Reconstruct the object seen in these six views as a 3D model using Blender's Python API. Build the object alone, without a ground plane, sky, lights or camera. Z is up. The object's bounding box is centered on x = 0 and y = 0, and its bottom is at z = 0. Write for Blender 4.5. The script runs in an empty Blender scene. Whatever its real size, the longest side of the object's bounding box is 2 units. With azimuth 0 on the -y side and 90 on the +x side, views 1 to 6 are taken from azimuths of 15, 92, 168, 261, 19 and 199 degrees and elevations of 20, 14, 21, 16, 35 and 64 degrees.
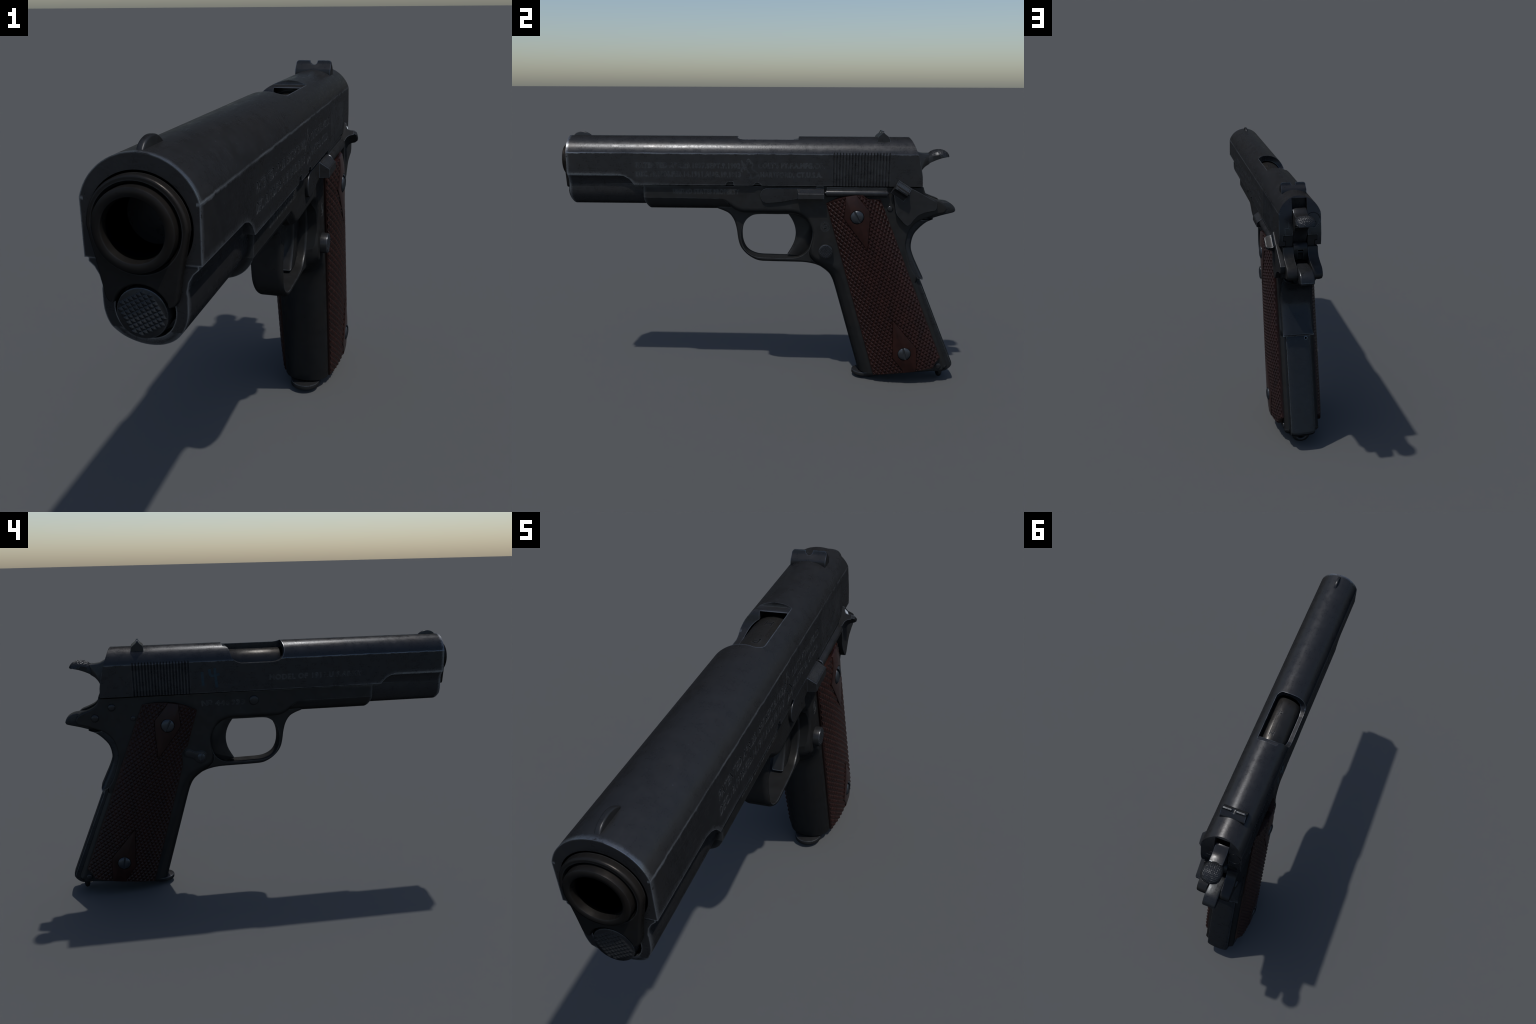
import bpy, bmesh, math, random
from mathutils import Vector, Matrix, noise

random.seed(11)
X0 = -0.0065                      # the weapon's plane of symmetry
BORE_Z = 1.1425

# ------------------------------------------------------------------ helpers
def link(obj):
    bpy.context.scene.collection.objects.link(obj)
    return obj

def mesh_obj(name, bm, mat=None, smooth=30):
    me = bpy.data.meshes.new(name)
    bmesh.ops.recalc_face_normals(bm, faces=bm.faces[:])
    bm.to_mesh(me); bm.free()
    return wrap(name, me, mat, smooth)

def wrap(name, me, mat=None, smooth=30):
    for p in me.polygons: p.use_smooth = True
    me.set_sharp_from_angle(angle=math.radians(smooth))
    if mat:
        me.materials.clear(); me.materials.append(mat)
    return link(bpy.data.objects.new(name, me))

def apply_mods(obj, smooth=30):
    dg = bpy.context.evaluated_depsgraph_get(); dg.update()
    me = bpy.data.meshes.new_from_object(obj.evaluated_get(dg))
    mats = list(obj.data.materials)
    old = obj.data
    obj.modifiers.clear(); obj.data = me
    bpy.data.meshes.remove(old)
    me.materials.clear()
    for m in mats: me.materials.append(m)
    for p in me.polygons:
        p.use_smooth = True; p.material_index = 0
    me.set_sharp_from_angle(angle=math.radians(smooth))
    return obj

def boolean(obj, others, op='DIFFERENCE', smooth=30, keep=False, self_i=False):
    if not isinstance(others, (list, tuple)): others = [others]
    for o in others:
        m = obj.modifiers.new('b', 'BOOLEAN')
        m.operation = op; m.object = o; m.solver = 'EXACT'; m.use_self = self_i
    apply_mods(obj, smooth)
    if not keep:
        for o in others: discard(o)
    return obj

def discard(o):
    me = o.data
    bpy.data.objects.remove(o)
    if me.users == 0: bpy.data.meshes.remove(me)

def bevel(obj, w, seg=2, ang=32, smooth=30):
    m = obj.modifiers.new('v', 'BEVEL')
    m.width = w; m.segments = seg; m.limit_method = 'ANGLE'
    m.angle_limit = math.radians(ang); m.use_clamp_overlap = True
    m.miter_outer = 'MITER_ARC'
    return apply_mods(obj, smooth)

def join(objs, name=None):
    bm = bmesh.new(); mats = []
    for o in objs:
        o.data.transform(o.matrix_basis)
        m = o.data.materials[0] if o.data.materials else None
        if m not in mats: mats.append(m)
        k = len(bm.faces); bm.from_mesh(o.data); bm.faces.ensure_lookup_table()
        for f in bm.faces[k:]: f.material_index = mats.index(m)
    me = bpy.data.meshes.new(name or 'joined'); bm.to_mesh(me); bm.free()
    for o in objs: discard(o)
    for m in mats: me.materials.append(m)
    return wrap(name or 'joined', me)

def prism_x(name, pts, x0, x1, mat=None, smooth=30):
    bm = bmesh.new()
    a = [bm.verts.new((x0, p[0], p[1])) for p in pts]
    b = [bm.verts.new((x1, p[0], p[1])) for p in pts]
    n = len(pts)
    bm.faces.new(a); bm.faces.new(b[::-1])
    for i in range(n): bm.faces.new((a[i], a[(i+1) % n], b[(i+1) % n], b[i]))
    return mesh_obj(name, bm, mat, smooth)

def prism_y(name, pts, y0, y1, mat=None, smooth=30):
    o = prism_x(name, pts, y0, y1, mat, smooth)
    o.data.transform(Matrix(((0, 1, 0, 0), (1, 0, 0, 0), (0, 0, 1, 0), (0, 0, 0, 1))))
    bm = bmesh.new(); bm.from_mesh(o.data)
    bmesh.ops.recalc_face_normals(bm, faces=bm.faces[:]); bm.to_mesh(o.data); bm.free()
    return wrap_again(o, smooth)

def wrap_again(o, smooth=30):
    for p in o.data.polygons: p.use_smooth = True
    o.data.set_sharp_from_angle(angle=math.radians(smooth))
    return o

def box(name, x0, x1, y0, y1, z0, z1, mat=None):
    return prism_x(name, [(y0, z0), (y1, z0), (y1, z1), (y0, z1)], x0, x1, mat)

def spline(pts, res=0.014, closed=True):
    """pts: tuples (u, v, extra..., 'c' if a hard corner). Catmull-Rom between hard corners."""
    P = [(tuple(float(q) for q in p if q != 'c'), 'c' in p) for p in pts]
    n = len(P); out = []
    rng = range(n) if closed else range(n - 1)
    for i in rng:
        p1, c1 = P[i]; p2, c2 = P[(i+1) % n]
        p0 = p1 if c1 or (not closed and i == 0) else P[i-1][0]
        p3 = p2 if c2 or (not closed and i == n-2) else P[(i+2) % n][0]
        L = math.hypot(p2[0]-p1[0], p2[1]-p1[1])
        k = 1 if (c1 and c2) else max(1, min(12, int(round(L / res))))
        for j in range(k):
            t = j / k
            q = []
            for a, b, c, d in zip(p0, p1, p2, p3):
                q.append(0.5*((2*b) + (c-a)*t + (2*a-5*b+4*c-d)*t*t + (3*b-a-3*c+d)*t**3))
            for e in range(2, len(q)): q[e] = max(0.0, q[e]) if p1[e] >= 0 and p2[e] >= 0 else q[e]
            out.append(tuple(q))
    if not closed: out.append(P[-1][0])
    return out

def area(pts):
    return 0.5*sum(pts[i-1][0]*pts[i][1]-pts[i][0]*pts[i-1][1] for i in range(len(pts)))

def rounded_prism(name, pts, h, mat=None, smooth=30, d=0.0, rho=0.0, seg=5, xc=0.0, extra=0.0):
    """Prism along x (half width h) whose outline shrinks near both ends:
       every outline point carries its own in-plane depth d and axial length rho of the rounding."""
    P = [(p + (d, rho))[:4] if len(p) < 4 else p[:4] for p in [tuple(q) for q in pts]]
    if area(P) < 0: P = P[::-1]
    n = len(P); N = []
    for i in range(n):
        e1 = Vector((P[i][0]-P[i-1][0], P[i][1]-P[i-1][1])).normalized()
        e2 = Vector((P[(i+1) % n][0]-P[i][0], P[(i+1) % n][1]-P[i][1])).normalized()
        m = Vector((e1.y, -e1.x)) + Vector((e2.y, -e2.x))
        if m.length < 1e-6: m = Vector((e1.y, -e1.x))
        m.normalize()
        c = max(0.5, m.dot(Vector((e1.y, -e1.x))))
        N.append(m / c)
    dd = [p[2] for p in P]
    for _ in range(12):                       # relax the rounding where the inset outline would fold over
        Q = [Vector((p[0]-nn.x*q, p[1]-nn.y*q)) for p, nn, q in zip(P, N, dd)]
        bad = set()
        for i in range(n):
            j = (i+1) % n
            o = Vector((P[j][0]-P[i][0], P[j][1]-P[i][1]))
            if (Q[j]-Q[i]).dot(o) < 0.15*o.length_squared: bad |= {i, j}
        if not bad: break
        for i in bad: dd[i] *= 0.55
    P = [(p[0], p[1], q, p[3]) for p, q in zip(P, dd)]
    rhos = sorted({round(p[3], 4) for p in P if p[3] > 0})
    xs = {0.0, h}
    for r in ([rhos[0], rhos[-1]] if rhos else []):
        for k in range(seg + 1):
            xs.add(round(h - r + r*math.sin(k/seg*math.pi/2), 6))
    xs = sorted(x for x in xs if x >= 0)
    clean = [xs[0]]
    for x in xs[1:]:
        if x - clean[-1] > 0.0006 or x == h: clean.append(x)
    if len(clean) > 1 and clean[-1]-clean[-2] < 0.0004: clean.pop(-2)
    xs = [-x for x in clean[:0:-1]] + clean
    bm = bmesh.new(); rings = []
    for x in xs:
        ring = []
        for p, nn in zip(P, N):
            s = 0.0
            if p[3] > 1e-5:
                q = (abs(x) - (h - p[3])) / p[3]
                if q > 0: s = p[2]*(1 - math.sqrt(max(0.0, 1 - min(q, 1)**2)))
            ring.append(bm.verts.new((xc + x, p[0]-nn.x*s, p[1]-nn.y*s)))
        rings.append(ring)
    if extra:      # straight continuation (used by cutters)
        for sgn, idx in ((-1, 0), (1, -1)):
            base = rings[idx]
            ring = [bm.verts.new((xc + sgn*(h+extra), v.co.y, v.co.z)) for v in base]
            if sgn < 0: rings.insert(0, ring)
            else: rings.append(ring)
    bm.faces.new(rings[0]); bm.faces.new(rings[-1][::-1])
    for r0, r1 in zip(rings, rings[1:]):
        for i in range(n): bm.faces.new((r0[i], r0[(i+1) % n], r1[(i+1) % n], r1[i]))
    return mesh_obj(name, bm, mat, smooth)

def lathe(name, prof, centre, axis='x', n=40, mat=None, smooth=30):
    """prof: (radius, offset along axis) from one pole to the other (radius 0 closes)."""
    bm = bmesh.new(); rings = []
    for r, a in prof:
        if r < 1e-6:
            rings.append([bm.verts.new((a, 0, 0))])
        else:
            rings.append([bm.verts.new((a, r*math.cos(2*math.pi*i/n), r*math.sin(2*math.pi*i/n))) for i in range(n)])
    for r0, r1 in zip(rings, rings[1:]):
        for i in range(n):
            j = (i+1) % n
            if len(r0) == 1 and len(r1) > 1: bm.faces.new((r0[0], r1[i], r1[j]))
            elif len(r1) == 1 and len(r0) > 1: bm.faces.new((r0[i], r0[j], r1[0]))
            elif len(r0) > 1: bm.faces.new((r0[i], r0[j], r1[j], r1[i]))
    if axis == 'y':
        bm.transform(Matrix.Rotation(math.pi/2, 4, 'Z'))
    elif axis == 'z':
        bm.transform(Matrix.Rotation(-math.pi/2, 4, 'Y'))
    bm.transform(Matrix.Translation(centre))
    return mesh_obj(name, bm, mat, smooth)

def cyl(name, c, r, a0, a1, axis='x', n=40, mat=None):
    return lathe(name, [(0, a0), (r, a0), (r, a1), (0, a1)], c, axis, n, mat)

def text_mesh(body, depth, res=3):
    cu = bpy.data.curves.new('lettering', 'FONT')
    cu.body = body; cu.size = 1; cu.extrude = depth; cu.resolution_u = res
    cu.space_character = 1.12
    ob = link(bpy.data.objects.new('lettering', cu))
    dg = bpy.context.evaluated_depsgraph_get(); dg.update()
    me = bpy.data.meshes.new_from_object(ob.evaluated_get(dg))
    bpy.data.objects.remove(ob); bpy.data.curves.remove(cu)
    bm = bmesh.new(); bm.from_mesh(me)
    bmesh.ops.remove_doubles(bm, verts=bm.verts[:], dist=1e-5)
    bm.to_mesh(me); bm.free()
    return me

def lettering(body, side, ya, yb, z, cap, xs, depth):
    """Lettering on a flat flank; side +1 reads towards +y, side -1 towards -y. Returns a cutter."""
    me = text_mesh(body, 1.0)
    xsx = [v.co.x for v in me.vertices]; ysy = [v.co.y for v in me.vertices]
    xa, xb = min(xsx), max(xsx)
    base, top = 0.0, 0.70
    for v in me.vertices:
        u = (v.co.x-xa)/(xb-xa); w = (v.co.y-base)/(top-base); d = v.co.z
        v.co = (side*(xs + d*depth), ya+(yb-ya)*u, z + w*cap)
    bm = bmesh.new(); bm.from_mesh(me)
    bmesh.ops.recalc_face_normals(bm, faces=bm.faces[:]); bm.to_mesh(me); bm.free()
    return link(bpy.data.objects.new('lettering', me))

def stroke_cutter(paths, side, xs, width, depth, taper=0.55):
    """Engraved line strokes given in (y,z); separate little boxes with mitred rounded ends."""
    bm = bmesh.new()
    for ip, path in enumerate(paths):
        xs += 0.0002*(taper == 1.0)
        pts = [Vector(p) for p in path]
        n = len(pts); L = []; R = []
        for i in range(n):
            t = (pts[min(i+1, n-1)]-pts[max(i-1, 0)]).normalized()
            nn = Vector((-t.y, t.x))*width*0.5*(taper if i in (0, n-1) else 1.0)
            L.append(pts[i]+nn); R.append(pts[i]-nn)
        rows = []
        for l, r in zip(L, R):
            rows.append([bm.verts.new((side*(xs+e*depth), q.x, q.y)) for e, q in ((-1, l), (1, l), (1, r), (-1, r))])
        bm.faces.new(rows[0]); bm.faces.new(rows[-1][::-1])
        for a, b in zip(rows, rows[1:]):
            for k in range(4): bm.faces.new((a[k], a[(k+1) % 4], b[(k+1) % 4], b[k]))
    return mesh_obj('strokes', bm)

def arc(cx, cz, r, a0, a1, n):
    return [(cx+r*math.cos(math.radians(a0+(a1-a0)*i/n)), cz+r*math.sin(math.radians(a0+(a1-a0)*i/n))) for i in range(n+1)]

def finish(o, crease=None):
    """flat faces stay flat: normals weighted by face area; optional extra hard creases"""
    me = o.data
    if crease:
        for e in me.edges:
            if crease(me.vertices[e.vertices[0]].co) and crease(me.vertices[e.vertices[1]].co): e.use_edge_sharp = True
    m = o.modifiers.new('w', 'WEIGHTED_NORMAL'); m.mode = 'FACE_AREA'; m.weight = 60; m.keep_sharp = True
    dg = bpy.context.evaluated_depsgraph_get(); dg.update()
    new = bpy.data.meshes.new_from_object(o.evaluated_get(dg))
    o.modifiers.clear(); o.data = new; bpy.data.meshes.remove(me)
    return o

# ------------------------------------------------------------------ materials
def nodes(name):
    m = bpy.data.materials.new(name); m.use_nodes = True
    nt = m.node_tree; nt.nodes.clear()
    out = nt.nodes.new('ShaderNodeOutputMaterial'); b = nt.nodes.new('ShaderNodeBsdfPrincipled')
    nt.links.new(b.outputs[0], out.inputs[0])
    return m, nt, b

def N(nt, t, **kw):
    n = nt.nodes.new('ShaderNode'+t)
    for k, v in kw.items():
        if k in n.inputs: n.inputs[k].default_value = v
        else: setattr(n, k, v)
    return n

def ramp(nt, src, p0, p1, c0=(0, 0, 0, 1), c1=(1, 1, 1, 1)):
    r = N(nt, 'ValToRGB')
    r.color_ramp.elements[0].position = p0; r.color_ramp.elements[0].color = c0
    r.color_ramp.elements[1].position = p1; r.color_ramp.elements[1].color = c1
    nt.links.new(src, r.inputs[0]); return r

def noise_tex(nt, co, scale, detail=4, rough=0.55):
    n = N(nt, 'TexNoise', Scale=scale, Detail=detail, Roughness=rough)
    nt.links.new(co, n.inputs['Vector']); return n

def mathn(nt, op, a, b=None, clamp=False):
    n = N(nt, 'Math', operation=op, use_clamp=clamp)
    for i, q in enumerate((a, b)):
        if q is None: continue
        if isinstance(q, (int, float)): n.inputs[i].default_value = q
        else: nt.links.new(q, n.inputs[i])
    return n.outputs[0]

def mix(nt, fac, a, b):
    n = N(nt, 'Mix', data_type='RGBA')
    for s, q in ((0, fac), (6, a), (7, b)):
        if hasattr(q, 'links') or hasattr(q, 'is_linked'): nt.links.new(q, n.inputs[s])
        elif s == 0: n.inputs[s].default_value = q
        else: n.inputs[s].default_value = (*q, 1)
    return n.outputs[2]

def steel(name, base=(0.026, 0.027, 0.030), tint=(0.031, 0.027, 0.025), worn=(0.22, 0.25, 0.29),
          rough=0.38, metal=0.64, wear=0.6, edge=0.006, brush=0.35, grime=0.35, spec=0.0, crease=None, calm=None, tint82=0.30):
    m, nt, b = nodes(name)
    tc = N(nt, 'TexCoord'); co = tc.outputs['Object']
    big = noise_tex(nt, co, 5.0, 5, 0.6); mid = noise_tex(nt, co, 26.0, 5, 0.65)
    fine = noise_tex(nt, co, 130.0, 3, 0.6)
    mp = N(nt, 'Mapping'); mp.inputs['Scale'].default_value = (60, 9, 170)
    nt.links.new(co, mp.inputs[0])
    brushed = noise_tex(nt, mp.outputs[0], 1.0, 3, 0.6)
    # brownish patina patches over the blued steel
    pat = ramp(nt, big.outputs[0], 0.46, 0.66)
    col = mix(nt, mathn(nt, 'MULTIPLY', pat.outputs[0], grime*1.6, True), base, tint)
    mott = ramp(nt, mid.outputs[0], 0.3, 0.75, (0.90, 0.90, 0.90, 1), (1.07, 1.07, 1.07, 1))
    mm = N(nt, 'Mix', data_type='RGBA', blend_type='MULTIPLY'); mm.inputs[0].default_value = 1
    nt.links.new(col, mm.inputs[6]); nt.links.new(mott.outputs[0], mm.inputs[7]); col = mm.outputs[2]
    # bright worn edges: rounded normal against true normal
    bv = N(nt, 'Bevel', samples=6); bv.inputs['Radius'].default_value = edge
    geo = N(nt, 'NewGeometry')
    dot = N(nt, 'VectorMath', operation='DOT_PRODUCT')
    nt.links.new(bv.outputs[0], dot.inputs[0]); nt.links.new(geo.outputs['Normal'], dot.inputs[1])
    em = mathn(nt, 'SUBTRACT', 1.0, dot.outputs['Value'])
    em = ramp(nt, em, 0.012, 0.16).outputs[0]
    brk = ramp(nt, mid.outputs[0], 0.34, 0.66).outputs[0]
    bbk = ramp(nt, big.outputs[0], 0.36, 0.60).outputs[0]
    em = mathn(nt, 'MULTIPLY', em, mathn(nt, 'ADD', mathn(nt, 'MULTIPLY', brk, 0.6), mathn(nt, 'MULTIPLY', bbk, 0.5), True))
    em = mathn(nt, 'MULTIPLY', em, wear, True)
    sx = N(nt, 'SeparateXYZ'); nt.links.new(co, sx.inputs[0])
    if calm:         # handling wear grows towards the muzzle, the stamped flank stays dull
        fade = mathn(nt, 'MULTIPLY_ADD', sx.outputs[1], -0.75, True); fade.node.inputs[2].default_value = 0.42
        z0, z1 = calm
        flank = mathn(nt, 'MULTIPLY', mathn(nt, 'GREATER_THAN', sx.outputs[2], z0), mathn(nt, 'LESS_THAN', sx.outputs[2], z1))
        flank = mathn(nt, 'MULTIPLY', flank, mathn(nt, 'GREATER_THAN', sx.outputs[1], -0.66))
        fade = mathn(nt, 'ADD', mathn(nt, 'MULTIPLY', fade, mathn(nt, 'SUBTRACT', 1.0, flank)), mathn(nt, 'MULTIPLY', flank, 0.26))
        em = mathn(nt, 'MULTIPLY', em, fade)
    if crease:       # rubbed line along the slide's shoulder
        wob = mathn(nt, 'MULTIPLY', mathn(nt, 'SUBTRACT', mid.outputs[0], 0.5), 0.012)
        dz = mathn(nt, 'ABSOLUTE', mathn(nt, 'ADD', mathn(nt, 'SUBTRACT', sx.outputs[2], crease), wob))
        ax_ = mathn(nt, 'GREATER_THAN', mathn(nt, 'ABSOLUTE', sx.outputs[0]), 0.098)
        band = mathn(nt, 'SUBTRACT', 1.0, mathn(nt, 'DIVIDE', dz, 0.0042), True)
        nose = mathn(nt, 'MULTIPLY_ADD', sx.outputs[1], -0.35, True); nose.node.inputs[2].default_value = 0.20
        amt = mathn(nt, 'ADD', mathn(nt, 'MULTIPLY', brk, 0.30), mathn(nt, 'MULTIPLY', nose, bbk), True)
        em = mathn(nt, 'MAXIMUM', em, mathn(nt, 'MULTIPLY', mathn(nt, 'MULTIPLY', band, ax_), amt))
    if calm:         # ragged rubbed patches hugging the muzzle-end corners
        b2 = N(nt, 'Bevel', samples=6); b2.inputs['Radius'].default_value = 0.030
        d2 = N(nt, 'VectorMath', operation='DOT_PRODUCT')
        nt.links.new(b2.outputs[0], d2.inputs[0]); nt.links.new(geo.outputs['Normal'], d2.inputs[1])
        w2 = ramp(nt, mathn(nt, 'SUBTRACT', 1.0, d2.outputs['Value']), 0.004, 0.10).outputs[0]
        rag = noise_tex(nt, co, 48.0, 6, 0.75)
        rg = ramp(nt, mathn(nt, 'MULTIPLY', rag.outputs[0], mathn(nt, 'ADD', w2, 0.35)), 0.50, 0.60).outputs[0]
        f2 = mathn(nt, 'MULTIPLY_ADD', sx.outputs[1], -1.6, True); f2.node.inputs[2].default_value = -0.62
        f2 = mathn(nt, 'MULTIPLY', f2, mathn(nt, 'GREATER_THAN', sx.outputs[1], -0.9660))
        em = mathn(nt, 'MAXIMUM', em, mathn(nt, 'MULTIPLY', mathn(nt, 'MULTIPLY', rg, f2), 0.5))
    # sparse pin-prick scratches
    vo = N(nt, 'TexVoronoi', Scale=34.0); nt.links.new(co, vo.inputs['Vector'])
    spk = ramp(nt, vo.outputs['Distance'], 0.02, 0.05, (1, 1, 1, 1), (0, 0, 0, 1)).outputs[0]
    spk = mathn(nt, 'MULTIPLY', spk, mathn(nt, 'MULTIPLY', brk, 0.22))
    em = mathn(nt, 'MAXIMUM', em, spk)
    col = mix(nt, em, col, worn)
    nt.links.new(col, b.inputs['Base Color'])
    nt.links.new(mathn(nt, 'ADD', mathn(nt, 'MULTIPLY', em, 0.3), metal, True), b.inputs['Metallic'])
    b.inputs['Specular IOR Level'].default_value = spec
    b.inputs['Specular Tint'].default_value = (tint82, tint82, tint82, 1)
    r1 = mathn(nt, 'ADD', mathn(nt, 'ADD', mathn(nt, 'MULTIPLY', mathn(nt, 'SUBTRACT', mid.outputs[0], 0.5), 0.34), mathn(nt, 'MULTIPLY', mathn(nt, 'SUBTRACT', fine.outputs[0], 0.5), 0.22)),
               mathn(nt, 'MULTIPLY', mathn(nt, 'SUBTRACT', brushed.outputs[0], 0.5), brush*0.5))
    nt.links.new(mathn(nt, 'ADD', r1, rough, True), b.inputs['Roughness'])
    bp = N(nt, 'Bump'); bp.inputs['Strength'].default_value = 0.10; bp.inputs['Distance'].default_value = 0.004
    hgt = mathn(nt, 'ADD', mathn(nt, 'MULTIPLY', brushed.outputs[0], brush), mathn(nt, 'MULTIPLY', fine.outputs[0], 0.5))
    nt.links.new(hgt, bp.inputs['Height']); nt.links.new(bp.outputs[0], b.inputs['Normal'])
    return m

def walnut(name, c0, c1, rough=0.42):
    m, nt, b = nodes(name)
    tc = N(nt, 'TexCoord'); co = tc.outputs['Object']
    mp = N(nt, 'Mapping'); mp.inputs['Rotation'].default_value = (math.radians(18), 0, 0)
    mp.inputs['Scale'].default_value = (14, 14, 3); nt.links.new(co, mp.inputs[0])
    g = noise_tex(nt, mp.outputs[0], 2.2, 6, 0.65); f = noise_tex(nt, co, 55, 3, 0.6)
    col = ramp(nt, g.outputs[0], 0.32, 0.72, (*c0, 1), (*c1, 1)).outputs[0]
    mm = N(nt, 'Mix', data_type='RGBA', blend_type='MULTIPLY'); mm.inputs[0].default_value = 1
    mo = ramp(nt, f.outputs[0], 0.3, 0.8, (0.72, 0.72, 0.72, 1), (1.2, 1.2, 1.2, 1))
    nt.links.new(col, mm.inputs[6]); nt.links.new(mo.outputs[0], mm.inputs[7])
    nt.links.new(mm.outputs[2], b.inputs['Base Color'])
    b.inputs['Specular IOR Level'].default_value = 0.26
    rr = mathn(nt, 'ADD', mathn(nt, 'MULTIPLY', f.outputs[0], 0.25), rough-0.12)
    nt.links.new(rr, b.inputs['Roughness'])
    bp = N(nt, 'Bump'); bp.inputs['Strength'].default_value = 0.12; bp.inputs['Distance'].default_value = 0.003
    nt.links.new(f.outputs[0], bp.inputs['Height']); nt.links.new(bp.outputs[0], b.inputs['Normal'])
    return m

def plain(name, col, rough=0.6, metal=0.0):
    m, nt, b = nodes(name)
    tc = N(nt, 'TexCoord'); n = noise_tex(nt, tc.outputs['Object'], 40, 4, 0.6)
    c = ramp(nt, n.outputs[0], 0.3, 0.75, (*[q*0.7 for q in col], 1), (*[q*1.2 for q in col], 1))
    nt.links.new(c.outputs[0], b.inputs['Base Color'])
    b.inputs['Roughness'].default_value = rough; b.inputs['Metallic'].default_value = metal
    b.inputs['Specular IOR Level'].default_value = 0.15
    return m

M_SLIDE = steel('blued_steel_slide', base=(0.0430, 0.0447, 0.0482), tint=(0.050, 0.0458, 0.0440), worn=(0.36, 0.39, 0.43), wear=1.8, edge=0.0048, grime=0.16, rough=0.315, crease=1.184, calm=(1.055, 1.155))
M_FRAME = steel('blued_steel_frame', base=(0.0370, 0.0382, 0.0395), tint=(0.042, 0.0385, 0.0360), worn=(0.33, 0.36, 0.39), rough=0.37, wear=1.6, edge=0.0048, grime=0.3, calm=(0.955, 1.02))
M_SMALL = steel('blued_steel_controls', base=(0.045, 0.0463, 0.0490), tint=(0.048, 0.043, 0.041), rough=0.33, wear=1.4, edge=0.004, grime=0.15, metal=0.7)
M_SAFETY = steel('blued_steel_safety', base=(0.040, 0.0412, 0.0430), tint=(0.042, 0.039, 0.037), rough=0.46, wear=0.9, edge=0.004, grime=0.2)
M_KNURL = steel('knurled_steel', base=(0.041, 0.0430, 0.0465), tint=(0.042, 0.041, 0.041), rough=0.36, wear=0.06, edge=0.001, grime=0.1, brush=0.0)
M_BARREL = steel('browned_barrel_steel', base=(0.0430, 0.0424, 0.0420), tint=(0.044, 0.0412, 0.0392), rough=0.33, wear=0.2, grime=0.6)
M_BUSHING = steel('blued_steel_bushing', base=(0.0290, 0.0285, 0.0285), tint=(0.031, 0.0275, 0.0250), rough=0.37, wear=0.35, edge=0.004, grime=0.5)
M_MUZZLE = steel('dark_muzzle_steel', base=(0.0240, 0.0230, 0.0224), tint=(0.026, 0.0228, 0.0205), rough=0.40, wear=0.1, grime=0.6)
M_HOUSING = steel('blued_steel_housing', base=(0.0400, 0.0435, 0.0485), tint=(0.040, 0.042, 0.044), worn=(0.34, 0.38, 0.42), rough=0.34, wear=1.6, edge=0.005, brush=0.8)
M_SCREW = steel('screw_steel', base=(0.064, 0.071, 0.080), tint=(0.064, 0.064, 0.067), rough=0.33, wear=0.25, edge=0.003, grime=0.1, metal=0.7)
M_WOOD = walnut('walnut_checkered', (0.0140, 0.0044, 0.0033), (0.0265, 0.0076, 0.0054))
M_DARK = plain('bore_black', (0.0012, 0.0012, 0.0012), 0.9, 0.9)
M_PAINT = plain('blue_paint_mark', (0.026, 0.045, 0.057), 0.6)

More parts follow.
